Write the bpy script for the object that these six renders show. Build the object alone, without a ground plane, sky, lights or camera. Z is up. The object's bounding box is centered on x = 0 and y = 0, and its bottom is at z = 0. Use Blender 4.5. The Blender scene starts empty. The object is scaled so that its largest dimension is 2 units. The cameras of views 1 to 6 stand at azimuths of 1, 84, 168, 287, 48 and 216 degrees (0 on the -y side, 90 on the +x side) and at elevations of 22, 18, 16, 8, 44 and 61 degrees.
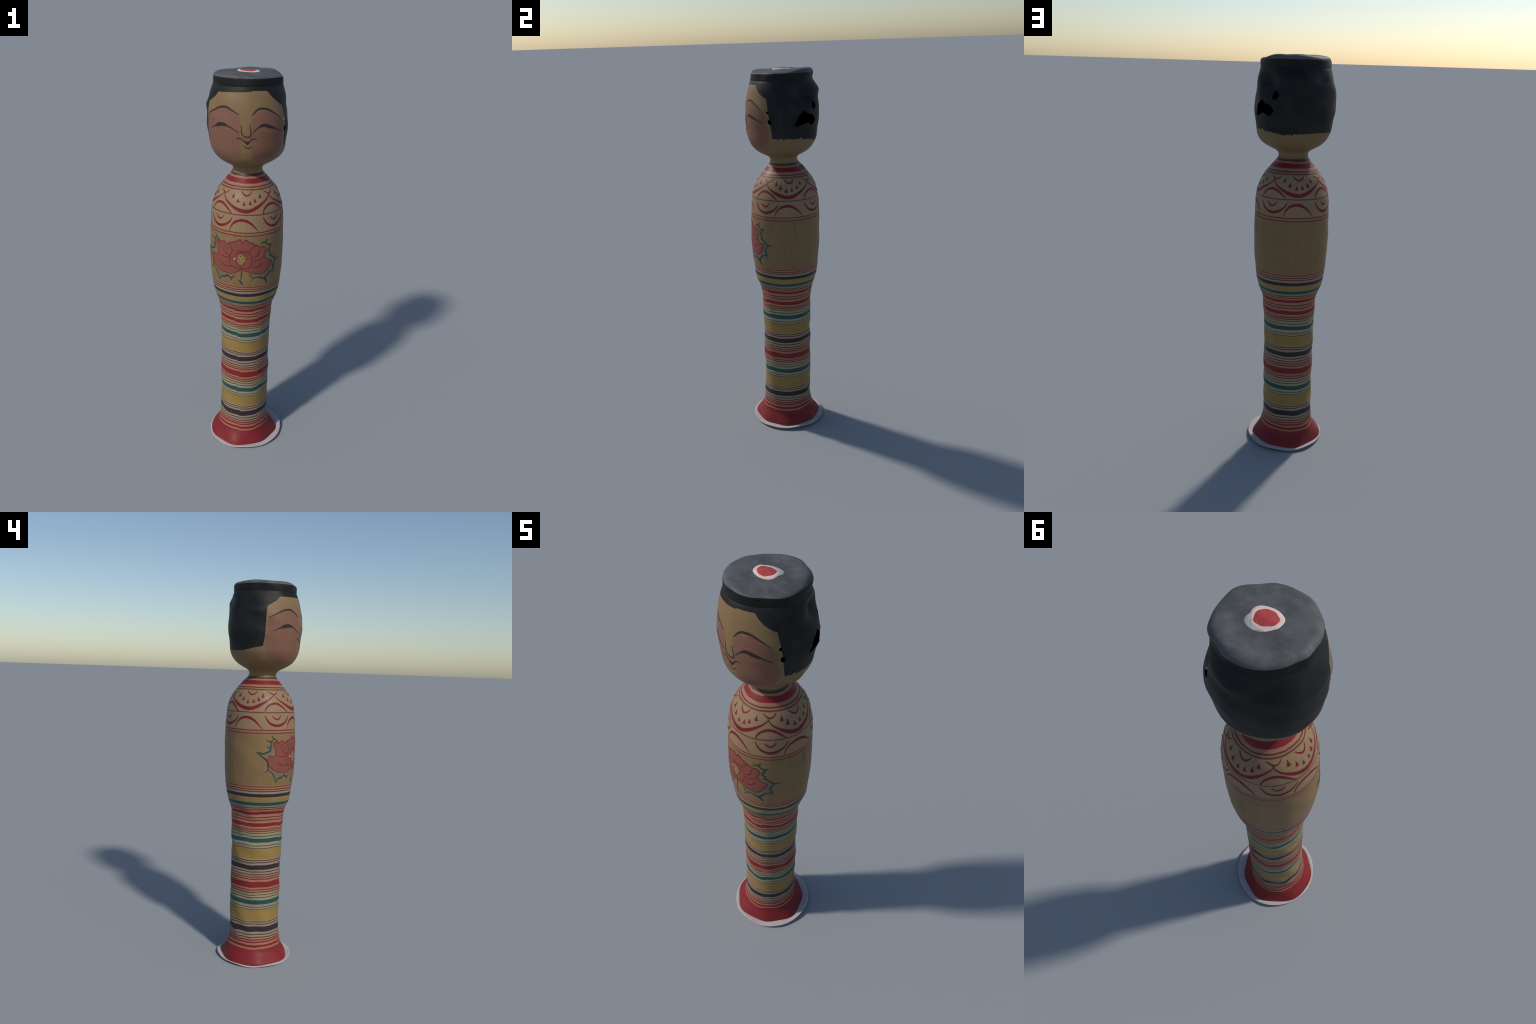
"""Painted wooden kokeshi doll on a curled paper disc, built as a lathe-turned
body with brush strokes laid on its surface.  Azimuth 0 is the front (-y)."""
import bpy, math, random
import numpy as np

random.seed(7)
rng = np.random.default_rng(11)
TAU = 2 * math.pi

# ------------------------------------------------------------------ profile
# (radius, height) of the turned body, from the foot to the middle of the crown
PROFILE = [(.1800, .0100), (.1768, .0170), (.1690, .0300), (.1585, .0450), (.1480, .0610), (.1400, .0800), (.1350, .1020),
           (.1322, .1250), (.1308, .1500), (.1298, .2000), (.1290, .3000), (.1298, .4000), (.1292, .5000), (.1305, .6000),
           (.1325, .7000), (.1345, .7500), (.1365, .7800), (.1405, .8100), (.1505, .8400), (.1612, .8700),
           (.1690, .9000), (.1760, .9500), (.1810, 1.000), (.1840, 1.050), (.1855, 1.100), (.1856, 1.150),
           (.1852, 1.200), (.1840, 1.250), (.1812, 1.300), (.1770, 1.340), (.1680, 1.380), (.1520, 1.420),
           (.1390, 1.440), (.1240, 1.460), (.1070, 1.480), (.0895, 1.500), (.0745, 1.520), (.0715, 1.532),
           (.0760, 1.545), (.1120, 1.568), (.1320, 1.580), (.1540, 1.600), (.1705, 1.625), (.1800, 1.650),
           (.1870, 1.700), (.1920, 1.750), (.1910, 1.800), (.1862, 1.850), (.1785, 1.890), (.1690, 1.920),
           (.1632, 1.9350), (.1610, 1.9392), (.1622, 1.9432), (.1622, 1.956), (.1620, 1.968), (.1585, 1.979), (.1500, 1.986), (.1350, 1.989),
           (.1000, 1.990), (.0500, 1.990), (.0100, 1.990), (.0008, 1.990)]
# drift of the lathe axis with height (x, y)
AXIS = [(0.00, -.013, -.002), (.15, -.011, -.001), (.30, -.007, .003), (.60, -.005, .003), (.80, -.001, .004),
        (1.00, -.001, .003), (1.15, .000, .0045), (1.40, .002, .007), (1.48, .003, .0085), (1.52, .002, .004),
        (1.56, .003, -.002), (1.70, .002, -.001), (1.85, .000, .002), (2.00, .002, .003)]
# dents and bulges: azimuth, height, size, azimuth spread (deg), height spread
DENTS = [(174, 1.888, .0110, 22, .026), (174, 1.950, -.0065, 26, .020), (-165, 1.74, -.0060, 22, .12),
         (-89, 1.842, .0085, 13, .022), (-94, 1.770, .0040, 26, .06), (91, 1.600, .0070, 10, .05),
         (91, 1.850, -.0050, 14, .03), (-100, 1.96, .0045, 18, .03), (80, 1.95, .0035, 18, .03),
         (70, 1.552, -.0070, 14, .02), (-89, .90, .0020, 20, .03), (0, .87, .0025, 25, .03),
         (182, 1.497, .0060, 24, .016), (121, 1.870, -.0320, 18, .040), (125, 1.752, .0120, 24, .045), (42, 1.81, .0045, 24, .08), (55, 1.775, .0040, 18, .06),
         (-50, .45, .0050, 26, .36), (-62, 1.07, .0040, 28, .10), (-150, .45, .0020, 20, .3),
         (-146, 1.886, -.0095, 17, .030), (42, 1.972, -.0060, 10, .03), (-6, 1.972, -.0045, 12, .03),
         (69, 1.972, .0060, 11, .03), (157, 1.975, -.0070, 10, .025), (130, 1.975, .0050, 9, .03), (-112, 1.975, -.0060, 9, .025), (-75, 1.975, .0030, 9, .02), (148, 1.494, -.0140, 20, .020), (25, 1.522, -.0050, 30, .018)]
HEAD_LOW, NECK_LOW, WAIST, FLANGE_TOP, CROWN_EDGE = 1.560, 1.518, .862, .1215, 1.9745


def hermite(xs, ys, xq):
    """monotone-ish cubic through control points"""
    xs = np.asarray(xs, float); ys = np.asarray(ys, float)
    d = np.diff(ys) / np.diff(xs)
    m = np.zeros_like(ys)
    for i in range(1, len(xs) - 1):
        if d[i - 1] * d[i] > 0:
            w1 = 2 * (xs[i + 1] - xs[i]) + (xs[i] - xs[i - 1]); w2 = (xs[i + 1] - xs[i]) + 2 * (xs[i] - xs[i - 1])
            m[i] = (w1 + w2) / (w1 / d[i - 1] + w2 / d[i])
    m[0], m[-1] = d[0], d[-1]
    k = np.clip(np.searchsorted(xs, xq) - 1, 0, len(xs) - 2)
    h = xs[k + 1] - xs[k]; t = (xq - xs[k]) / h
    return ((1 + 2 * t) * (1 - t) ** 2 * ys[k] + t * (1 - t) ** 2 * h * m[k]
            + t * t * (3 - 2 * t) * ys[k + 1] + t * t * (t - 1) * h * m[k + 1])


P = np.array(PROFILE)
ARC = np.concatenate([[0], np.cumsum(np.hypot(*np.diff(P, axis=0).T))])
ZFINE = np.linspace(0, ARC[-1], 6000)
RFINE_R = hermite(ARC, P[:, 0], ZFINE)
RFINE_Z = np.maximum.accumulate(hermite(ARC, P[:, 1], ZFINE))
AX = np.array(AXIS)
MODES = [(int(m), k, p, a) for m, k, p, a in zip(rng.integers(2, 10, 22), rng.uniform(12, 75, 22),
                                                 rng.uniform(0, TAU, 22), rng.uniform(.0002, .00075, 22))]


def arc_of(z):
    return np.interp(z, RFINE_Z, ZFINE)


def surface(az, s):
    """point of the body at azimuth az (deg) and arc length s"""
    az = np.asarray(az, float); s = np.asarray(s, float)
    r = np.interp(s, ZFINE, RFINE_R); z = np.interp(s, ZFINE, RFINE_Z)
    a = np.radians(az)
    dev = np.zeros(np.broadcast(r, a).shape)
    for da, dz, amp, wa, wz in DENTS:
        dd = (az - da + 180) % 360 - 180
        dev = dev + amp * np.exp(-(dd / wa) ** 2 - ((z - dz) / wz) ** 2)
    dev = dev + .0032 * np.cos(2 * (a - math.radians(17))) * np.clip((.86 - z) / .15, 0, 1) * np.clip(z / .1, 0, 1)
    calm = np.interp(z, [.78, .92, 1.45, 1.6, 1.9], [1.0, .35, .35, .5, .8])
    foot = np.clip((.075 - z) / .05, 0, 1)
    dev = dev + foot * (.0035 * np.cos(4 * a + .5) + .0025 * np.cos(7 * a + 2.0))
    for m, k, p, amp in MODES:
        dev = dev + amp * calm * np.cos(m * a + k * z + p)
    dev = dev * np.clip(r / .15, 0, 1)
    rr = r + dev
    x = rr * np.sin(a) + np.interp(z, AX[:, 0], AX[:, 1])
    y = -rr * np.cos(a) + np.interp(z, AX[:, 0], AX[:, 2])
    # uneven crown
    w = np.clip((z - 1.972) / .016, 0, 1)
    def hill(h, hx, hy, wx, wy):
        return h * np.exp(-((x - hx) / wx) ** 2 - ((y - hy) / wy) ** 2)
    bump = (hill(.0062, .010, -.002, .075, .032) + hill(.0085, .018, .135, .060, .032) + hill(.0070, -.085, .030, .060, .060)
            + hill(.0030, -.06, -.10, .06, .05) - hill(.0085, .105, -.085, .055, .060) - hill(.0060, .03, -.135, .05, .035)
            + hill(.0060, .10, .09, .05, .05) - hill(.0070, .150, -.01, .035, .045) + .0010 * np.cos(5 * a + 1.3) * np.clip(r / .15, 0, 1))
    z = z + w * bump
    return np.stack([x, y, z], -1)


def normal(az, s):
    az = np.asarray(az, float); s = np.asarray(s, float)
    r = np.maximum(np.interp(s, ZFINE, RFINE_R), .004)
    da = np.degrees(.0012 / r); ds = .0012
    s0 = np.clip(s - ds, 0, ARC[-1]); s1 = np.clip(s + ds, 0, ARC[-1])
    u = surface(az + da, s) - surface(az - da, s)
    v = surface(az, s1) - surface(az, s0)
    n = np.cross(u, v)
    return n / np.maximum(np.linalg.norm(n, axis=-1, keepdims=True), 1e-12)


# ------------------------------------------------------------------ node helpers
def srgb(r, g, b):
    f = lambda c: (c / 255 / 12.92) if c <= 10 else ((c / 255 + .055) / 1.055) ** 2.4
    return (f(r), f(g), f(b), 1)


class Nodes:
    def __init__(self, name, rough=.6, coat=0.0, spec=.3):
        self.mat = bpy.data.materials.new(name)
        self.mat.use_nodes = True
        self.t = self.mat.node_tree
        self.b = self.t.nodes['Principled BSDF']
        self.b.inputs['Roughness'].default_value = rough
        self.b.inputs['Specular IOR Level'].default_value = spec
        self.b.inputs['Coat Weight'].default_value = coat
        self.b.inputs['Coat Roughness'].default_value = .3
        tc = self.t.nodes.new('ShaderNodeTexCoord')
        self.co = tc.outputs['Object']
        sep = self.t.nodes.new('ShaderNodeSeparateXYZ')
        self.t.links.new(self.co, sep.inputs[0])
        self.x, self.y, self.z = sep.outputs
        self.az = self.math('MULTIPLY', self.math('ARCTAN2', self.x, self.math('MULTIPLY', self.y, -1)), 180 / math.pi)

    def put(self, sock, v):
        if isinstance(v, bpy.types.NodeSocket):
            self.t.links.new(v, sock)
        else:
            sock.default_value = v

    def math(self, op, a, b=0.0, c=0.0, clamp=False):
        n = self.t.nodes.new('ShaderNodeMath'); n.operation = op; n.use_clamp = clamp
        for s, v in zip(n.inputs, (a, b, c)):
            self.put(s, v)
        return n.outputs[0]

    def step(self, v, lo, hi):
        n = self.t.nodes.new('ShaderNodeMapRange'); n.interpolation_type = 'SMOOTHSTEP'
        self.put(n.inputs['Value'], v)
        n.inputs['From Min'].default_value = lo; n.inputs['From Max'].default_value = hi
        return n.outputs[0]

    def range(self, v, a, b, c, d):
        n = self.t.nodes.new('ShaderNodeMapRange')
        self.put(n.inputs['Value'], v)
        for i, q in zip((1, 2, 3, 4), (a, b, c, d)):
            n.inputs[i].default_value = q
        return n.outputs[0]

    def mix(self, f, a, b, mode='MIX'):
        n = self.t.nodes.new('ShaderNodeMix'); n.data_type = 'RGBA'; n.blend_type = mode
        self.put(n.inputs[0], f); self.put(n.inputs[6], a); self.put(n.inputs[7], b)
        return n.outputs[2]

    def vec(self, x, y, z):
        n = self.t.nodes.new('ShaderNodeCombineXYZ')
        for s, v in zip(n.inputs, (x, y, z)):
            self.put(s, v)
        return n.outputs[0]

    def noise(self, scale, detail=3, vec=None, rough=.55):
        n = self.t.nodes.new('ShaderNodeTexNoise')
        self.put(n.inputs['Vector'], vec if vec is not None else self.co)
        n.inputs['Scale'].default_value = scale; n.inputs['Detail'].default_value = detail
        n.inputs['Roughness'].default_value = rough
        return n.outputs['Fac']

    def ramp(self, fac, stops, interp='LINEAR'):
        n = self.t.nodes.new('ShaderNodeValToRGB'); r = n.color_ramp; r.interpolation = interp
        while len(r.elements) < len(stops):
            r.elements.new(.5)
        for e, (p, c) in zip(r.elements, stops):
            e.position = p; e.color = c
        self.put(n.inputs[0], fac)
        return n.outputs['Color']

    def grain(self, col, amount=.22, streak=9.0):
        """vertical wood streaks plus soft blotches, as a value change"""
        g = self.noise(1.0, 4, self.vec(self.math('MULTIPLY', self.x, 130), self.math('MULTIPLY', self.y, 130),
                                        self.math('MULTIPLY', self.z, streak)))
        b = self.noise(1.0, 4, self.vec(self.math('MULTIPLY', self.x, 34), self.math('MULTIPLY', self.y, 34),
                                        self.math('MULTIPLY', self.z, 4)))
        v = self.math('ADD', self.math('MULTIPLY', self.math('SUBTRACT', g, .5), amount * 2.2),
                      self.math('MULTIPLY', self.math('SUBTRACT', b, .5), amount * 1.5))
        hsv = self.t.nodes.new('ShaderNodeHueSaturation')
        self.put(hsv.inputs['Value'], self.math('ADD', v, 1.12)); self.put(hsv.inputs['Color'], col)
        return hsv.outputs[0]

    def bump(self, h, strength=.2, dist=.002):
        n = self.t.nodes.new('ShaderNodeBump')
        n.inputs['Strength'].default_value = strength; n.inputs['Distance'].default_value = dist
        self.put(n.inputs['Height'], h)
        self.t.links.new(n.outputs[0], self.b.inputs['Normal'])

    def done(self, col):
        self.put(self.b.inputs['Base Color'], col)
        return self.mat


WOOD = srgb(124, 99, 66); WOOD_PALE = srgb(136, 112, 84); SKIN = srgb(121, 98, 68)
PEACH = srgb(150, 105, 82); CREAM = srgb(142, 131, 104); BEIGE = srgb(144, 122, 102)
RED = srgb(117, 33, 36); LINE_RED = srgb(98, 45, 37); BLACK = srgb(45, 40, 44); LINE_BLACK = srgb(60, 46, 42)
YELLOW = srgb(137, 111, 60); GREEN = srgb(36, 71, 70); LINE_GREEN = srgb(72, 70, 53)

# painted rings on the lower body, top to bottom: (z top, z bottom, colour)
RINGS = [(.9649, .9605, LINE_RED), (.9516, .9471, LINE_RED), (.9401, .9360, LINE_BLACK), (.9250, .9073, BLACK),
         (.9050, .8815, YELLOW), (.8790, .8585, GREEN), (.8491, .8450, LINE_BLACK), (.8385, .8340, LINE_RED),
         (.8250, .8090, RED), (.7950, .7900, LINE_RED), (.7805, .7755, LINE_RED), (.7625, .7430, RED),
         (.7312, .7272, LINE_RED), (.7205, .7165, LINE_RED), (.7092, .7055, LINE_GREEN), (.6938, .6898, LINE_GREEN),
         (.6795, .6575, GREEN), (.6420, .6382, LINE_GREEN), (.6282, .6244, LINE_GREEN), (.6225, .5688, YELLOW),
         (.5628, .5586, LINE_BLACK), (.5514, .5472, LINE_BLACK), (.5360, .5105, BLACK), (.5005, .4963, LINE_BLACK),
         (.4850, .4806, LINE_BLACK), (.4722, .4678, LINE_RED), (.4606, .4558, LINE_RED), (.4440, .4132, RED),
         (.4036, .3990, LINE_RED), (.3910, .3866, LINE_RED), (.3758, .3718, LINE_GREEN), (.3614, .3572, LINE_GREEN),
         (.3450, .3210, GREEN), (.3080, .3042, LINE_GREEN), (.2952, .2916, LINE_GREEN), (.2895, .2308, YELLOW),
         (.2260, .2224, LINE_BLACK), (.2138, .2098, LINE_BLACK), (.1990, .1692, BLACK), (.1578, .1536, LINE_BLACK),
         (.1424, .1380, LINE_BLACK), (.1296, .1242, RED), (.1185, .1105, RED), (.1005, .0870, RED), (.0790, .0, RED)]
COLLAR = [(1.5170, 1.5130, LINE_BLACK), (1.5120, 1.5075, LINE_BLACK), (1.4990, 1.4780, RED), (1.4665, 1.4620, LINE_RED),
          (1.4560, 1.4513, LINE_RED), (1.3428, 1.3384, LINE_RED), (1.2545, 1.2495, LINE_RED), (1.2405, 1.2355, LINE_RED)]
TINTS = {id(RED): PEACH, id(LINE_RED): PEACH, id(GREEN): CREAM, id(LINE_GREEN): CREAM, id(BLACK): BEIGE,
         id(LINE_BLACK): BEIGE, id(YELLOW): CREAM}
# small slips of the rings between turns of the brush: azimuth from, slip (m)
SLIPS = [(-180, .001), (-128, .004), (-98, .0005), (-72, .0035), (-44, .0045), (-21, -.0025), (30, .0035), (72, .002), (118, .0005), (150, .003)]


def ring_colours(n, rings, zlow, zhigh, ground_fn, slip_gain=1.0):
    """colour from rings: chunks of 5 rings, one ramp each"""
    slips = [(0, (.5 + SLIPS[0][1] * 80,) * 3 + (1,))] + [((a + 180) / 360, (.5 + s * 80,) * 3 + (1,)) for a, s in SLIPS[1:]]
    wob = n.math('ADD', n.az, n.math('MULTIPLY', n.math('SUBTRACT', n.noise(6, 2), .5), 60))
    sl = n.ramp(n.range(wob, -180, 180, 0, 1), slips, 'CONSTANT')
    bw = n.t.nodes.new('ShaderNodeRGBToBW'); n.put(bw.inputs[0], sl)
    slip = n.math('MULTIPLY', n.math('SUBTRACT', bw.outputs[0], .5), slip_gain * .7 / 80)
    jit = n.math('MULTIPLY', n.math('SUBTRACT', n.noise(60, 2), .5), .0022)
    low = n.math('MULTIPLY', n.math('SUBTRACT', n.noise(7, 1), .5), .008 * slip_gain)
    zz = n.math('SUBTRACT', n.z, n.math('ADD', n.math('ADD', slip, jit), low))
    zz = n.math('MINIMUM', n.math('MAXIMUM', zz, zlow), zhigh)
    rings = sorted([(hi + .0005, lo - .0005, c) if hi - lo < .006 else (hi, lo, c) for hi, lo, c in rings], key=lambda r: r[1])
    e = .0007
    chunks = [rings[i:i + 5] for i in range(0, len(rings), 5)]
    out = None; prev = zlow - .02
    for ci, ch in enumerate(chunks):
        top = (chunks[ci + 1][0][1] + ch[-1][0]) / 2 if ci + 1 < len(chunks) else zhigh + .02
        span = top - prev
        stops = []
        f = lambda z: min(max((z - prev) / span, 0), 1)
        stops.append((0, ground_fn(rings, prev)))
        last = prev
        for hi, lo, c in ch:
            if lo - last > .02:
                stops += [(f(max(last + .006, prev)), ground_fn(rings, (last + lo) / 2)), (f(lo - .006), ground_fn(rings, (last + lo) / 2))]
            last = hi
            stops += [(f(lo - e), ground_fn(rings, lo - .002)), (f(lo + e), c), (f(hi - e), c), (f(hi + e), ground_fn(rings, hi + .002))]
        if top - last > .02:
            stops.append((f(last + .006), ground_fn(rings, top)))
        stops.append((1, ground_fn(rings, top)))
        col = n.ramp(n.range(zz, prev, top, 0, 1), stops)
        out = col if out is None else n.mix(n.math('GREATER_THAN', zz, prev), out, col)
        prev = top
    return out


def tinted_ground(rings, z):
    best, bd = None, 9
    for hi, lo, c in rings:
        d = max(lo - z, z - hi, 0)
        if d < bd:
            bd, best = d, c
    return TINTS[id(best)] if bd < .009 else WOOD_PALE


def torso_ground(rings, z):
    if z > 1.462 or 1.2405 < z < 1.2495:
        return srgb(146, 104, 84)
    if z > 1.25:
        return WOOD_PALE
    return WOOD


# ---- materials
def make_materials():
    M = {}
    n = Nodes('torso_paint', .5, .05, .22)
    rip = n.math('MULTIPLY', n.math('SINE', n.math('MULTIPLY', n.z, 520)), n.step(n.noise(40, 2), .40, .60))
    strip = n.math('MULTIPLY', n.math('SUBTRACT', 1, n.step(n.math('ABSOLUTE', n.math('ADD', n.az, 168)), 3, 7)),
                   n.math('MULTIPLY', n.step(n.z, .965, .98), n.math('SUBTRACT', 1, n.step(n.z, 1.21, 1.23))))
    n.bump(n.math('ADD', n.math('MULTIPLY', rip, strip), n.noise(90, 3)), .22, .0012)
    M['torso'] = n.done(n.grain(ring_colours(n, COLLAR + RINGS[:6], .85, 1.53, lambda r, z: torso_ground(r, z) if z > .968 else tinted_ground(r, z), .35), .15, 6))
    n = Nodes('ring_paint', .55, .03, .22)
    M['lower'] = n.done(n.grain(ring_colours(n, RINGS[6:], .0, .87, tinted_ground), .08, 12))
    # skin with soft blush on the cheeks
    n = Nodes('face_paint', .55, .03, .22)
    def cheek(a0, z0, ra, rz, top_k, top_a, top_z):
        da = n.math('DIVIDE', n.math('SUBTRACT', n.az, a0), ra)
        dz = n.math('DIVIDE', n.math('SUBTRACT', n.z, z0), rz)
        p = lambda v: n.math('POWER', n.math('ABSOLUTE', v), 3.2)
        d = n.math('ADD', p(da), p(dz))
        d = n.math('ADD', d, n.math('MULTIPLY', n.math('SUBTRACT', n.noise(24, 4), .5), 1.0))
        body = n.math('SUBTRACT', 1, n.step(d, .60, 1.30))
        t = n.math('SUBTRACT', n.az, top_a)
        lim = n.math('SUBTRACT', top_z, n.math('MULTIPLY', n.math('MULTIPLY', t, t), top_k))
        return n.math('MULTIPLY', body, n.math('SUBTRACT', 1, n.step(n.math('SUBTRACT', n.z, lim), -.004, .003)))
    blush = n.math('MAXIMUM', cheek(-39.5, 1.720, 33, .127, 4.4e-5, -36, 1.847), cheek(32.5, 1.720, 27.5, .124, 4.9e-5, 22, 1.842))
    mo = n.math('ADD', n.math('POWER', n.math('DIVIDE', n.az, 13), 2.0), n.math('POWER', n.math('DIVIDE', n.math('SUBTRACT', n.z, 1.708), .017), 2.0))
    blush = n.math('MAXIMUM', blush, n.math('MULTIPLY', n.math('SUBTRACT', 1, n.step(mo, .5, 1.2)), .8))
    col = n.mix(n.math('MULTIPLY', blush, n.math('ADD', .74, n.math('MULTIPLY', n.noise(13, 3), .42)), 0, True), SKIN, srgb(117, 81, 66))
    M['skin'] = n.done(n.grain(col, .08, 8))
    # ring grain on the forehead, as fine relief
    w = n.math('SINE', n.math('MULTIPLY', n.z, 640))
    msk = n.math('MULTIPLY', n.math('SUBTRACT', 1, n.step(n.math('ABSOLUTE', n.math('ADD', n.az, 5)), 3, 9)), n.step(n.z, 1.74, 1.80))
    w = n.math('MULTIPLY', w, n.math('MULTIPLY', n.step(n.noise(34, 2), .42, .62), .7))
    n.bump(n.math('ADD', n.math('MULTIPLY', w, msk), n.noise(120, 2)), .22, .0012)
    n = Nodes('neck_wood', .6)
    M['neck'] = n.done(n.grain(srgb(124, 100, 69), .08))
    # lacquer black hair
    n = Nodes('hair_paint', .55, 0, .22)
    v = n.noise(11, 4)
    col = n.mix(n.step(v, .38, .72), srgb(25, 25, 25), srgb(38, 38, 38))
    scr = n.math('MULTIPLY', n.step(n.noise(1, 5, n.vec(n.math('MULTIPLY', n.x, 26), n.math('MULTIPLY', n.y, 26), n.math('MULTIPLY', n.z, 55))), .69, .78), .7)
    col = n.mix(scr, col, srgb(70, 72, 73))
    band = n.step(n.math('ADD', n.z, n.math('MULTIPLY', n.noise(6, 1), .006)), 1.9395, 1.9425)
    col = n.mix(n.math('MULTIPLY', band, .85), col, srgb(23, 22, 22))
    M['hair'] = n.done(col)
    n = Nodes('crown_baked_sheen', .6, 0, .2)
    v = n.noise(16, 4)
    col = n.mix(n.step(v, .35, .7), srgb(82, 83, 83), srgb(98, 99, 100))  # hair black lightened to grey for sun and sky sheen on top
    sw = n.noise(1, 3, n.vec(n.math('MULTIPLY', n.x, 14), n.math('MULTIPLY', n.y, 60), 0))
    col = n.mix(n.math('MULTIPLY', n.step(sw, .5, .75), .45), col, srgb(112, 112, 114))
    M['crown'] = n.done(col)

    def plain(key, name, c, c2=None, rough=.55, scale=45, grain=.06):
        n = Nodes(name, rough, .03, .22)
        f = n.step(n.noise(scale, 3), .3, .7)
        M[key] = n.done(n.grain(n.mix(f, c, c2 or c), grain))
    plain('flange', 'flange_red_paint', srgb(110, 32, 35), srgb(126, 42, 39), .42, 14)
    plain('stroke', 'red_brush_paint', srgb(110, 29, 34), srgb(97, 31, 33))
    plain('bleed', 'red_bleed', srgb(146, 102, 84), srgb(142, 106, 84))
    plain('petal', 'petal_pink_paint', srgb(127, 70, 61), srgb(118, 66, 57), .6, 30)
    plain('petal_line', 'petal_red_paint', srgb(98, 38, 36), srgb(114, 47, 43))
    plain('leaf', 'leaf_teal_paint', srgb(42, 66, 64), srgb(34, 55, 54))
    plain('leaf_wash', 'leaf_wash_paint', srgb(102, 96, 80), srgb(112, 98, 76))
    plain('pistil', 'pistil_yellow_paint', srgb(138, 112, 62))
    plain('dot', 'dark_brown_paint', srgb(56, 42, 30))
    plain('ink', 'ink_line', srgb(60, 43, 38), srgb(50, 37, 36))
    plain('eye_ink', 'eye_ink', srgb(48, 42, 41), srgb(40, 36, 36))
    plain('lip', 'lip_dark_red_paint', srgb(74, 32, 35))
    plain('mark_white', 'white_ring_paint', srgb(224, 198, 186), srgb(214, 184, 172))
    plain('mark_ghost', 'worn_white_paint', srgb(178, 176, 172), srgb(150, 150, 148))
    plain('mark_red', 'red_dot_paint', srgb(170, 66, 66), srgb(178, 76, 73))
    plain('paper', 'pinkish_white_paper', srgb(176, 166, 166), srgb(184, 173, 171), .8, 20, .03)
    plain('crack', 'wood_crack', srgb(74, 59, 40))
    n = Nodes('hollow_baked_dark', 1.0, 0, 0)
    M['hollow'] = n.done((.0006, .0006, .0006, 1))  # near-black albedo carries the darkness of the unlit interior
    return M


MAT = make_materials()

# ------------------------------------------------------------------ objects
root = bpy.data.objects.new('kokeshi_doll', None)
bpy.context.scene.collection.objects.link(root)
root['label'] = 'slim painted wooden kokeshi doll with striped body and smiling face'
root['category'] = 'wooden doll'
BODY = {}


def add_mesh(name, verts, faces, mat, parent, normals=None, kind=None):
    me = bpy.data.meshes.new(name)
    me.from_pydata([tuple(v) for v in verts], [], faces)
    me.materials.append(mat)
    me.polygons.foreach_set('use_smooth', [True] * len(me.polygons))
    me.validate()
    if normals is not None:
        me.normals_split_custom_set_from_vertices([tuple(v) for v in normals])
    ob = bpy.data.objects.new(name, me)
    bpy.context.scene.collection.objects.link(ob)
    ob.parent = parent
    if kind:
        ob['kind'] = kind
    return ob


# ---- parametric patches: cells over (azimuth, arc length), cut along curves
class Sheet:
    def __init__(self, az, s, polys):
        self.az = list(az); self.s = list(s); self.polys = polys

    def cut(self, polys, value):
        """split polygons along value(az, s)=0 -> (negative side, positive side)"""
        v = list(value(np.array(self.az), np.array(self.s)))
        neg, pos, made = [], [], {}
        for p in polys:
            sg = [v[i] < 0 for i in p]
            if all(sg):
                neg.append(p); continue
            if not any(sg):
                pos.append(p); continue
            a, b = [], []
            for i, j in zip(p, p[1:] + p[:1]):
                (a if v[i] < 0 else b).append(i)
                if (v[i] < 0) != (v[j] < 0):
                    k = (min(i, j), max(i, j))
                    if k not in made:
                        t = v[k[0]] / (v[k[0]] - v[k[1]])
                        d = (self.az[k[1]] - self.az[k[0]] + 180) % 360 - 180
                        self.az.append(self.az[k[0]] + t * d)
                        self.s.append(self.s[k[0]] + t * (self.s[k[1]] - self.s[k[0]]))
                        made[k] = len(self.az) - 1; v.append(0.0)
                    a.append(made[k]); b.append(made[k])
            if len(a) > 2: neg.append(a)
            if len(b) > 2: pos.append(b)
        self.border = set(made.values())
        return neg, pos

    def build(self, name, polys, mat, parent, lift=None, kind=None, inward=False):
        used = sorted({i for p in polys for i in p})
        idx = {u: k for k, u in enumerate(used)}
        az = np.array([self.az[i] for i in used]); s = np.array([self.s[i] for i in used])
        co = surface(az, s); nr = normal(az, s)
        if lift is not None:
            h = np.array([-.0004 if i in self.border else lift for i in used])
            co = co + nr * h[:, None]
        return add_mesh(name, co, [[idx[i] for i in p] for p in polys], mat, parent, nr, kind)


def polygon_distance(poly, az, z, r=.18):
    """signed distance (negative inside) to a closed outline given as (azimuth, height)"""
    q = np.array([(math.radians(a) * r, b) for a, b in poly])
    x = np.radians(az) * r; y = np.asarray(z)
    best = np.full(x.shape, 9.0); inside = np.zeros(x.shape, bool)
    for (ax, ay), (bx, by) in zip(q, np.roll(q, -1, 0)):
        ex, ey = bx - ax, by - ay
        t = np.clip(((x - ax) * ex + (y - ay) * ey) / (ex * ex + ey * ey + 1e-12), 0, 1)
        best = np.minimum(best, np.hypot(x - ax - t * ex, y - ay - t * ey))
        if abs(ey) > 1e-12:
            c = ((ay > y) != (by > y)) & (x < ex * (y - ay) / ey + ax)
            inside ^= c
    return np.where(inside, -best, best)


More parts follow.
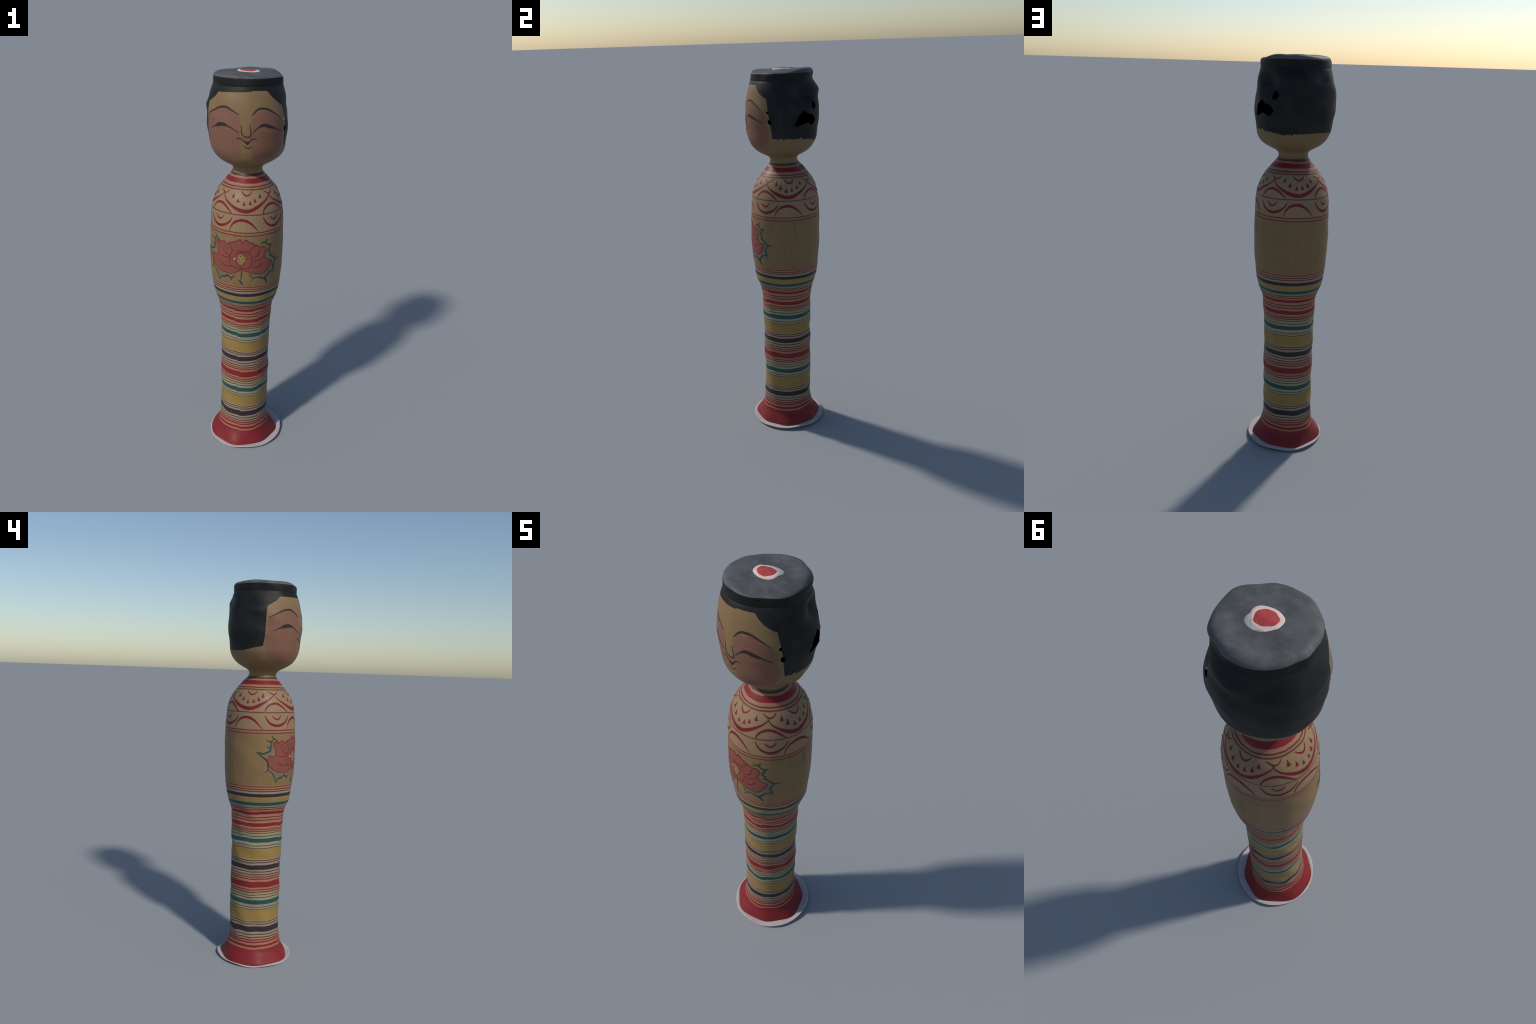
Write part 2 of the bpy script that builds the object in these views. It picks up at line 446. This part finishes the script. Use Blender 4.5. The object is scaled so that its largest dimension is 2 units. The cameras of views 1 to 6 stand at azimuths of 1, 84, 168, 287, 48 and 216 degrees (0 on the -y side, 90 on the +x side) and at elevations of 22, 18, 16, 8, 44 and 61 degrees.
NA = 540
levels = sorted(set([arc_of(z) for z in (HEAD_LOW, NECK_LOW, WAIST, FLANGE_TOP, CROWN_EDGE)] + [0, ARC[-1]]))
svals = []
for a, b in zip(levels[:-1], levels[1:]):
    svals += list(np.linspace(a, b, max(2, int((b - a) / .0032)), endpoint=False))
svals.append(ARC[-1]); svals = np.array(svals)
azv = np.linspace(-180, 180, NA, endpoint=False)
A, S = np.meshgrid(azv, svals)
rows = len(svals)
sheet = Sheet(A.ravel(), S.ravel(), None)


def rows_between(s0, s1):
    out = []
    for i in range(rows - 1):
        m = (svals[i] + svals[i + 1]) / 2
        if s0 <= m <= s1:
            o, p = i * NA, (i + 1) * NA
            out += [[o + j, o + (j + 1) % NA, p + (j + 1) % NA, p + j] for j in range(NA)]
    return out


s_fl, s_wa, s_nk, s_hd, s_cr = [arc_of(z) for z in (FLANGE_TOP, WAIST, NECK_LOW, HEAD_LOW, CROWN_EDGE)]
flange = sheet.build('base_flange', rows_between(0, s_fl), MAT['lower'], root)
lower = sheet.build('striped_lower_body', rows_between(s_fl, s_wa), MAT['lower'], root)
torso = sheet.build('torso', rows_between(s_wa, s_nk), MAT['torso'], root)
neck = sheet.build('neck', rows_between(s_nk, s_hd), MAT['neck'], root)
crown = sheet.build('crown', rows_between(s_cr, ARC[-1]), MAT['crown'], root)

# hair line: height of the painted edge against azimuth
HAIRLINE = [(-180, 1.646), (-152, 1.650), (-109, 1.647), (-98, 1.655), (-86, 1.663), (-75.5, 1.670), (-72.5, 1.722),
            (-70.9, 1.814), (-69.3, 1.863), (-62, 1.877), (-53.5, 1.893), (-48.5, 1.912), (-17, 1.915), (6, 1.919),
            (9, 1.9225), (32.5, 1.9205), (36.6, 1.904), (43, 1.884), (50, 1.868), (58.2, 1.855), (60.7, 1.811),
            (62.5, 1.774), (64.9, 1.718), (67.0, 1.661), (78, 1.661), (96, 1.659), (125, 1.652), (147, 1.643), (160, 1.640), (180, 1.646)]
HL = np.array(HAIRLINE)
tuft_az = np.arange(-180, 181.2, 1.1)
tuft = rng.uniform(-1, 1, len(tuft_az)) * rng.choice([.35, 1, 1.6], len(tuft_az), p=[.5, .35, .15])


def hair_value(az, s):
    az = (az + 180) % 360 - 180
    z = np.interp(s, ZFINE, RFINE_Z)
    h = np.interp(az, HL[:, 0], HL[:, 1])
    brush = np.where(az > 67.5, .0068, np.where(az < -76, .0018, .0006))
    return z - h - brush * np.interp(az, tuft_az, tuft)


skin_polys, hair_polys = sheet.cut(rows_between(s_hd, s_cr), hair_value)
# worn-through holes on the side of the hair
HOLES = [[(116, 1.797), (123, 1.779), (127, 1.776), (132, 1.773), (139.5, 1.746), (132, 1.721), (121.5, 1.737), (112, 1.725), (105, 1.720), (100, 1.723), (104, 1.745), (106.5, 1.770)],
         [(139, 1.836), (142, 1.829), (144.5, 1.815), (142, 1.803), (138.5, 1.795), (134.5, 1.801), (134, 1.814), (136, 1.829)],
         [(61, 1.798), (62.6, 1.795), (62.6, 1.786), (61, 1.783), (59.2, 1.786), (59.2, 1.795)],
         [(61.2, 1.756), (64.5, 1.755), (66.6, 1.748), (66.4, 1.737), (64.5, 1.731), (62.3, 1.733), (60.9, 1.744)]]
for hole in HOLES:
    f = lambda az, s: polygon_distance(hole, (az + 180) % 360 - 180, np.interp(s, ZFINE, RFINE_Z), .19)
    lost, hair_polys = sheet.cut(hair_polys, f)
    lost, skin_polys = sheet.cut(skin_polys, f)
head = sheet.build('head', skin_polys, MAT['skin'], root)
hair = sheet.build('hair', hair_polys, MAT['hair'], root)

# inner shell wall blackened to show the lightless inside, cut by the same holes
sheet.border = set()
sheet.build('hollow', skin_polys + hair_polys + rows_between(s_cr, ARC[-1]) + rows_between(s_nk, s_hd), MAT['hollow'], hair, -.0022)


# ------------------------------------------------------------------ brush strokes and fills
def smooth_line(pts, step=.0022, closed=False, r=.18):
    p = np.array(pts, float)
    if closed:
        p = np.vstack([p[-1], p, p[0], p[1]])
    else:
        p = np.vstack([2 * p[0] - p[1], p, 2 * p[-1] - p[-2]])
    out = []
    for i in range(1, len(p) - 2):
        a, b, c, d = p[i - 1], p[i], p[i + 1], p[i + 2]
        L = math.hypot(math.radians(c[0] - b[0]) * r, c[1] - b[1])
        for t in np.linspace(0, 1, max(2, int(L / step)), endpoint=False):
            out.append(.5 * ((2 * b) + (c - a) * t + (2 * a - 5 * b + 4 * c - d) * t * t + (3 * b - a - 3 * c + d) * t ** 3))
    if not closed:
        out.append(p[-2])
    return np.array(out)


def stroke(name, pts, width, mat, parent, lift=.0009, ends=(.25, .25), peak=.5, closed=False, wobble=.08, sharp=1.0):
    """raised brush stroke along (azimuth, height) points; ends = relative tip widths"""
    c = smooth_line(pts, closed=closed)
    n = len(c)
    u = np.linspace(0, 1, n)
    if closed:
        w = np.ones(n)
    else:
        w = np.where(u < peak, ends[0] + (1 - ends[0]) * np.sin(np.clip(u / peak, 0, 1) * math.pi / 2) ** sharp,
                     ends[1] + (1 - ends[1]) * np.sin(np.clip((1 - u) / (1 - peak), 0, 1) * math.pi / 2) ** sharp)
    w = w * (1 + wobble * np.interp(u * n * .0022, np.arange(0, 40) * .012, rng.uniform(-1, 1, 40))) * width / 2
    rad = np.interp(arc_of(c[:, 1]), ZFINE, RFINE_R)
    if closed:
        d = np.roll(c, -1, 0) - np.roll(c, 1, 0)
    else:
        d = np.gradient(c, axis=0)
    s = arc_of(c[:, 1])
    dx = np.radians(d[:, 0]) * rad
    dy = np.gradient(s) if not closed else np.roll(s, -1) - np.roll(s, 1)
    L = np.maximum(np.hypot(dx, dy), 1e-9)
    nx, ny = -dy / L, dx / L
    offs = (-1.0, -.72, 0, .72, 1.0); high = (-.0005, 1, 1.15, 1, -.0005)
    vs, ns = [], []
    for o, h in zip(offs, high):
        az = c[:, 0] + np.degrees(nx * w * o / rad); ss = s + ny * w * o
        hh = lift * h if h > 0 else -.0005
        N = normal(az, ss)
        vs.append(surface(az, ss) + N * hh); ns.append(N)
    V = np.concatenate(vs); N = np.concatenate(ns)
    m = n if closed else n - 1
    F = [[k * n + i, k * n + (i + 1) % n, (k + 1) * n + (i + 1) % n, (k + 1) * n + i] for k in range(4) for i in range(m)]
    return add_mesh(name, V, F, MAT[mat], parent, N)


def fill(name, outline, mat, parent, lift=.0005, step=.003, curve=True):
    o = smooth_line(outline, .004, True) if curve else np.array(outline)
    a0, a1 = o[:, 0].min() - 1, o[:, 0].max() + 1
    z0, z1 = o[:, 1].min() - .003, o[:, 1].max() + .003
    na = max(3, int(math.radians(a1 - a0) * .18 / step)); nz = max(3, int((z1 - z0) / step))
    ga, gs = np.meshgrid(np.linspace(a0, a1, na), np.linspace(arc_of(z0), arc_of(z1), nz))
    sh = Sheet(ga.ravel(), gs.ravel(), None)
    cells = [[i * na + j, i * na + j + 1, (i + 1) * na + j + 1, (i + 1) * na + j] for i in range(nz - 1) for j in range(na - 1)]
    inside, _ = sh.cut(cells, lambda az, s: polygon_distance(o, az, np.interp(s, ZFINE, RFINE_Z)))
    return sh.build(name, inside, MAT[mat], parent, lift)


def red(name, pts, width, **k):
    """red stroke with its pale bleed underneath"""
    width *= 1.12
    stroke('paint_bleed', pts, width * 1.25 + .004, 'bleed', torso, lift=.0005, **k)
    return stroke(name, pts, width, 'stroke', torso, lift=.0010, **k)


# ---- face
stroke('eyebrow', [(-67.4, 1.806), (-56.8, 1.824), (-47, 1.839), (-40.3, 1.847), (-35, 1.850), (-28.6, 1.849), (-23.2, 1.841), (-16.9, 1.831), (-10.3, 1.820)], .0115, 'ink', head, ends=(.3, .4))
stroke('eyebrow', [(7.3, 1.818), (10.7, 1.829), (14.2, 1.840), (18.4, 1.846), (24.5, 1.846), (29.6, 1.843), (35.7, 1.833), (43, 1.819), (51, 1.799)], .0110, 'ink', head, ends=(.35, .15), peak=.42)
stroke('eye', [(-61, 1.742), (-50.2, 1.758), (-43, 1.769), (-35.3, 1.774), (-30.4, 1.771), (-25.1, 1.764), (-20.1, 1.757), (-15.3, 1.748), (-10.7, 1.741)], .0165, 'eye_ink', head, ends=(.22, .24), peak=.43, sharp=3.6)
stroke('eye', [(8.9, 1.740), (12.5, 1.753), (17.7, 1.766), (22.4, 1.773), (27.4, 1.772), (32.6, 1.767), (39, 1.759), (45.3, 1.749), (52.4, 1.737)], .0165, 'eye_ink', head, ends=(.2, .22), peak=.42, sharp=3.4)
stroke('eyelash', [(-47.5, 1.752), (-42.2, 1.760), (-36, 1.766), (-30, 1.764)], .0042, 'ink', head, lift=.0011, ends=(.3, .6))
stroke('eyelash', [(38, 1.754), (33, 1.760), (27, 1.764)], .0040, 'ink', head, lift=.0011, ends=(.3, .6))
stroke('nose', [(-7.5, 1.774), (-6.8, 1.761), (-6.9, 1.742), (-5.5, 1.730), (-2.7, 1.722), (.2, 1.720), (3.6, 1.721), (5.9, 1.729), (5.5, 1.746), (4.9, 1.761), (4.3, 1.776)], .0064, 'ink', head, ends=(.6, .6))
stroke('mouth', [(-14.1, 1.708), (-12, 1.7125), (-9.1, 1.713), (-5.6, 1.706), (-2.7, 1.699), (.8, 1.694), (4.9, 1.701), (7.1, 1.709), (9.4, 1.712), (14.2, 1.709)], .0060, 'ink', head, ends=(.8, .6))
fill('lip', [(-4.6, 1.703), (-.3, 1.700), (4.3, 1.701), (6, 1.704), (3.2, 1.688), (1.1, 1.683), (-1.5, 1.689)], 'lip', head, .0012, .0015)
stroke('chin_line', [(-4.5, 1.682), (-2.1, 1.673), (2.1, 1.668), (4.7, 1.671), (6.5, 1.677)], .0050, 'ink', head, ends=(.6, .5))

# ---- collar pattern, four times round
SCALLOP = [(-46.5, 1.427), (-38.4, 1.404), (-28.5, 1.387), (-17.3, 1.370), (-7.5, 1.361), (0, 1.359), (7.7, 1.363), (17.3, 1.376), (28.4, 1.394), (38, 1.411), (45.5, 1.428)]
DROPS = [(-24, 1.428), (-14.5, 1.409), (-4, 1.395), (6.5, 1.398), (15.5, 1.409), (24, 1.427)]
HALF_RING = [(-10.5, 1.447), (-6, 1.436), (0, 1.428), (6.5, 1.433), (11.5, 1.448)]
JOINT = [(34.5, 1.446), (40, 1.437), (45.5, 1.431), (51.5, 1.435), (56.5, 1.447)]
ARCH = [(-23.5, 1.260), (-20.5, 1.285), (-14.5, 1.305), (-7, 1.3145), (0, 1.3145), (6, 1.308), (11.5, 1.297), (17, 1.280), (23, 1.258)]
EYE_TOP = [(-18.5, 1.339), (-17, 1.358), (-12, 1.375), (-4, 1.385), (4, 1.3845), (13, 1.371), (20, 1.354), (26, 1.338)]
EYE_LOW = [(-18.5, 1.327), (-15.5, 1.308), (-10.5, 1.289), (-2.5, 1.278), (6, 1.2775), (15.5, 1.289), (22, 1.307), (25.5, 1.326)]
EYE_IN = [(-6.5, 1.326), (-3, 1.315), (1.5, 1.308), (6, 1.313), (9.5, 1.329)]


def moved(pts, az, dz=0.0, gain=1.0, mirror=1):
    return [(az + a * gain * mirror, z + dz) for a, z in pts]


for q, az in enumerate((0, 89, 178, -93)):
    jz = random.uniform(-.002, .002); g = random.uniform(.97, 1.03)
    red('scallop', moved(SCALLOP, az, jz), .0200, ends=(.22, .2), sharp=1.5)
    for a, z in DROPS:
        k = random.uniform(1.1, 1.45); da = random.uniform(-1, 1)
        tear = [(-2.6, -.006), (-1.6, -.009), (0, -.0095), (1.6, -.009), (2.6, -.006), (1.3, .001), (.2, .0085), (-.2, .0085), (-1.2, .001)]
        fill('teardrop', [(az + a + da + x * k * .85, z + y * k) for x, y in tear], 'stroke', torso, .0009, .0018)
    red('half_ring', moved(HALF_RING, az + random.uniform(-1, 2), 0), .0088, ends=(.35, .3))
    red('joint_arc', moved(JOINT, az, 0), .0072, ends=(.35, .3))
    red('arch', moved(ARCH, az + (-3 if q == 0 else 0), random.uniform(-.001, .002), g), .0150, ends=(.22, .2), sharp=1.4)
    e = az + 45.5
    red('lens_arc', moved(EYE_TOP, e, jz), .0128, ends=(.3, .2))
    red('lens_arc', moved(EYE_LOW, e, 0), .0145, ends=(.3, .25))
    red('small_arc', moved(EYE_IN, e, 0), .0088, ends=(.4, .3))

# ---- peony on the chest
PEONY = [(-51, 1.191), (-44.9, 1.196), (-42.1, 1.19), (-37.7, 1.199), (-33.7, 1.199), (-30.5, 1.186), (-28.7, 1.19), (-25.5, 1.198), (-22, 1.199), (-18.6, 1.202), (-15.3, 1.208), (-12, 1.21), (-9.5, 1.217), (-7, 1.215), (-6, 1.206), (-4.4, 1.2), (-2.5, 1.203), (-1.6, 1.214), (1.2, 1.216), (3.7, 1.209), (6.2, 1.202), (9.3, 1.201), (12.6, 1.192), (16.4, 1.189), (20.4, 1.181), (23.1, 1.179), (27.2, 1.179), (30.8, 1.175), (32.3, 1.165), (31, 1.148), (29.6, 1.136), (28.3, 1.124), (31.9, 1.118), (35.1, 1.105), (39.9, 1.102), (42.6, 1.092), (41.1, 1.081), (38.1, 1.065), (34.3, 1.05), (29.3, 1.037), (22.9, 1.035), (14.7, 1.04), (10.1, 1.04), (5.6, 1.048), (.4, 1.053), (-3.4, 1.058), (-6.6, 1.067), (-9.2, 1.06), (-11.1, 1.051), (-16.5, 1.042), (-21.4, 1.036), (-27.2, 1.035), (-32.6, 1.038), (-38.4, 1.037), (-43.8, 1.042), (-50.8, 1.053), (-56.6, 1.069), (-59.3, 1.091), (-60, 1.112), (-56.8, 1.125), (-52.2, 1.122), (-46.8, 1.13), (-47.8, 1.142), (-48.8, 1.163), (-51, 1.178)]
fill('peony_petals', PEONY, 'petal', torso, .0006, .0022)
stroke('petal_outline', PEONY, .0066, 'petal_line', torso, lift=.0011, closed=True, wobble=.35)
for pts in ([(-47.8, 1.142), (-44.9, 1.127), (-37.7, 1.12), (-30.5, 1.119), (-25.3, 1.126), (-21.8, 1.148), (-20.5, 1.16), (-22.6, 1.174), (-25.4, 1.188), (-26.2, 1.196)],
            [(-37.7, 1.162), (-35.2, 1.148), (-29.7, 1.137), (-24.6, 1.134)],
            [(-20.5, 1.16), (-13.8, 1.158), (-7.4, 1.158), (-1.1, 1.157), (3.9, 1.153), (7.7, 1.137), (9, 1.119), (9.7, 1.106)],
            [(4.5, 1.155), (7.6, 1.168), (12, 1.18), (15.8, 1.187)],
            [(20.5, 1.167), (19.9, 1.147), (17.3, 1.133), (12.8, 1.125), (9.7, 1.124)],
            [(9.7, 1.108), (15.5, 1.107), (22.1, 1.112), (26.2, 1.12), (29.7, 1.129)],
            [(9.3, 1.075), (14.4, 1.073), (19.7, 1.074), (23.7, 1.084), (26.3, 1.098)],
            [(9.7, 1.106), (8.6, 1.086), (5.5, 1.073), (-.9, 1.067), (-5.3, 1.068)],
            [(-24.6, 1.125), (-25.3, 1.107), (-24.7, 1.089), (-21.9, 1.075), (-17.8, 1.073), (-11.1, 1.071), (-7.3, 1.068)],
            [(-43.1, 1.095), (-40.5, 1.086), (-34.6, 1.075), (-27.7, 1.072), (-21.9, 1.075)],
            [(-24.6, 1.125), (-21.1, 1.122), (-16.4, 1.129), (-14.5, 1.143), (-9, 1.150), (-3, 1.148), (2, 1.136), (4, 1.122)],
            [(-15.5, 1.125), (-14.5, 1.110), (-14, 1.096), (-11, 1.085), (-7, 1.080), (-3.5, 1.085), (-1, 1.098)]):
    stroke('petal_line', pts, .0068, 'petal_line', torso, lift=.0012, ends=(.45, .4), wobble=.3)
fill('pistil', [(-8, 1.143), (-4.8, 1.137), (.2, 1.12), (-2.2, 1.106), (-4.7, 1.093), (-7.3, 1.089), (-11.1, 1.1), (-12.4, 1.113), (-11.2, 1.131)], 'pistil', torso, .0015, .002)
fill('pistil', [(-18.5, 1.119), (-16.2, 1.122), (-15.3, 1.117), (-17, 1.113)], 'mark_white', torso, .0015, .0015)
for a, z in ((-7.4, 1.132), (-9.4, 1.118), (-4.0, 1.118), (-7.9, 1.103), (1.6, 1.117)):
    stroke('stamen', [(a - 1.3, z + .0018), (a, z), (a + 1.3, z - .0015)], .0050, 'dot', torso, lift=.0022, ends=(.5, .4))
# pale teal wash between flower and leaf outline
for out in ([(-51.5, 1.040), (-47.5, 1.016), (-45.2, .994), (-42, 1.007), (-34.6, 1.013), (-29.7, 1.022), (-24, 1.030), (-33, 1.034), (-43, 1.038)],
            [(34, 1.172), (36, 1.150), (38.5, 1.128), (43, 1.120), (49, 1.098), (47.5, 1.070), (46, 1.044), (39, 1.034), (34, 1.016), (28, 1.010), (19, 1.019), (11, 1.020), (7, 1.038), (15, 1.038), (24, 1.034), (31, 1.040), (38, 1.060), (43.5, 1.090), (41, 1.104), (33, 1.116), (31.5, 1.130)],
            [(-52.5, 1.196), (-55.5, 1.180), (-57, 1.150), (-64, 1.136), (-60, 1.118), (-53.5, 1.126), (-50, 1.135), (-51, 1.165), (-53, 1.188)],
            [(-60.8, 1.108), (-60.4, 1.080), (-58.5, 1.052), (-54, 1.048), (-57, 1.066), (-60, 1.088)]):
    fill('leaf_wash', out, 'leaf_wash', torso, .0003, .0025)
for pts, w in (([(-54.2, 1.226), (-51.3, 1.211), (-44, 1.203)], .006), ([(-64, 1.206), (-58, 1.197), (-52.6, 1.2), (-51.3, 1.211)], .006),
               ([(-54.5, 1.2), (-55.4, 1.183), (-55.8, 1.166), (-57.6, 1.149), (-66.5, 1.136), (-78, 1.142)], .0085), ([(-63, 1.172), (-59, 1.165), (-55.8, 1.166)], .006),
               ([(-78, 1.142), (-69.8, 1.122), (-61.5, 1.099), (-60, 1.078), (-59.5, 1.052), (-64.5, 1.040)], .0075),
               ([(-60, 1.050), (-55, 1.044), (-49.5, 1.022), (-45, .984)], .0062), ([(-45, .984), (-41.8, 1.005), (-34.6, 1.011), (-29.7, 1.02), (-25.2, 1.016), (-22.3, 1.011), (-15.5, 1.031)], .0075),
               ([(-22.3, 1.013), (-22.1, .997)], .006),
               ([(23, 1.192), (25.7, 1.199), (31.4, 1.199), (32.8, 1.21), (35.1, 1.215)], .0070), ([(31.4, 1.199), (34.5, 1.186), (40.1, 1.179), (44.3, 1.185)], .0070),
               ([(40.1, 1.179), (38.1, 1.163), (36.2, 1.151), (40.4, 1.14), (42.1, 1.143)], .0075), ([(40.4, 1.14), (38.5, 1.128), (43.1, 1.122), (51, 1.099), (60.9, 1.099)], .0078),
               ([(51, 1.099), (49.4, 1.082), (46.8, 1.067), (49.3, 1.046), (47.5, 1.039), (51.5, 1.026)], .0072), ([(47.5, 1.039), (40.3, 1.036), (36.5, 1.023), (32.1, 1.01), (34.8, .994), (35.6, .978)], .0095),
               ([(35.5, .984), (29.1, 1.007), (19, 1.017), (13, 1.014), (8.4, .999)], .0082), ([(10.3, 1.015), (5.6, 1.039)], .005)):
    stroke('leaf', pts, w * 1.35, 'leaf', torso, lift=.0010, ends=(.3, .25), wobble=.25)
stroke('stem', [(-6.9, 1.066), (-5.6, 1.045), (-6.3, 1.029), (-7.3, 1.006)], .0070, 'leaf', torso, ends=(.8, .5))
fill('stem_tip', [(-10.5, 1.004), (-7.5, 1.003), (-6, .996), (-4.8, .985), (-3.2, .972), (-6, .978), (-8.8, .990)], 'leaf', torso, .0012, .002)

# ---- drying cracks in the bare wood
stroke('crack', [(95.5, 1.232), (97, 1.205), (99.5, 1.170), (100.5, 1.145)], .0026, 'crack', torso, ends=(.8, .15), peak=.2)
stroke('crack', [(80, 1.10), (81, 1.055), (84, 1.020), (90, 1.005)], .0014, 'crack', torso, lift=.0004, ends=(.2, .2))

# ---- mark on the crown
def crown_blob(name, cx, cy, rx, ry, mat, lift, seed):
    r2 = np.random.default_rng(seed); ph = r2.uniform(0, TAU, 4)
    nr, nt = 12, 72
    V = [];
    for i in range(nr + 1):
        q = i / nr
        for j in range(nt):
            t = j / nt * TAU
            k = 1 + .05 * math.cos(2 * t + ph[0]) + .04 * math.cos(3 * t + ph[1]) + .02 * math.cos(7 * t + ph[2])
            V.append((cx + rx * k * q * math.cos(t), cy + ry * k * q * math.sin(t)))
    V = np.array(V)
    dx = V[:, 0] - .002; dy = V[:, 1] - .003
    az = np.degrees(np.arctan2(dx, -dy)); rr = np.hypot(dx, dy)
    sc = np.interp(-rr, -RFINE_R[-1600:], ZFINE[-1600:])
    co = surface(az, sc); h = np.full(len(co), lift); h[-nt:] = -.0006
    co[:, 2] += h
    F = [[i * nt + j, (i + 1) * nt + j, (i + 1) * nt + (j + 1) % nt, i * nt + (j + 1) % nt] for i in range(nr) for j in range(nt)]
    return add_mesh(name, co, F, MAT[mat], crown)


crown_blob('mark_ghost', .013, .012, .044, .042, 'mark_ghost', .0008, 5)
crown_blob('mark_ring', .004, -.003, .051, .048, 'mark_white', .0014, 3)
crown_blob('mark_dot', .004, -.003, .038, .036, 'mark_red', .0022, 4)

# ------------------------------------------------------------------ paper disc under the foot
def disc_height(x, y):
    a = math.atan2(x, -y); r = math.hypot(x, y)
    e = max(0, (r - .155) / .047)
    lift = .0025 + .0080 * (.5 + .5 * math.cos(a - math.radians(118))) + .0045 * (.5 + .5 * math.cos(3 * a + .6)) + .0022 * math.cos(7 * a)
    return .0045 + e * (lift - .0045)


nt = 240
radii = [0, .05, .10, .14, .155, .165, .175, .183, .190, .196, .2015]
V, F = [], []
for side in (0, 1):
    for r in radii:
        for j in range(nt):
            a = j / nt * TAU
            rr = r * (1 + (.010 * math.cos(2 * a + .8) + .006 * math.cos(5 * a + 2)) * (r / .2) ** 2)
            x, y = rr * math.sin(a), -rr * math.cos(a)
            z = disc_height(x, y)
            V.append((x, y, z - (.0032 if side else 0)))
    o = side * len(radii) * nt
    for i in range(len(radii) - 1):
        for j in range(nt):
            q = [o + i * nt + j, o + (i + 1) * nt + j, o + (i + 1) * nt + (j + 1) % nt, o + i * nt + (j + 1) % nt]
            F.append(q if side == 0 else q[::-1])
o1 = (len(radii) - 1) * nt; o2 = o1 + len(radii) * nt
for j in range(nt):
    F.append([o1 + j, o2 + j, o2 + (j + 1) % nt, o1 + (j + 1) % nt])
zmin = min(v[2] for v in V)
V = [(x, y, z - zmin) for x, y, z in V]
add_mesh('paper_base', V, F, MAT['paper'], root)
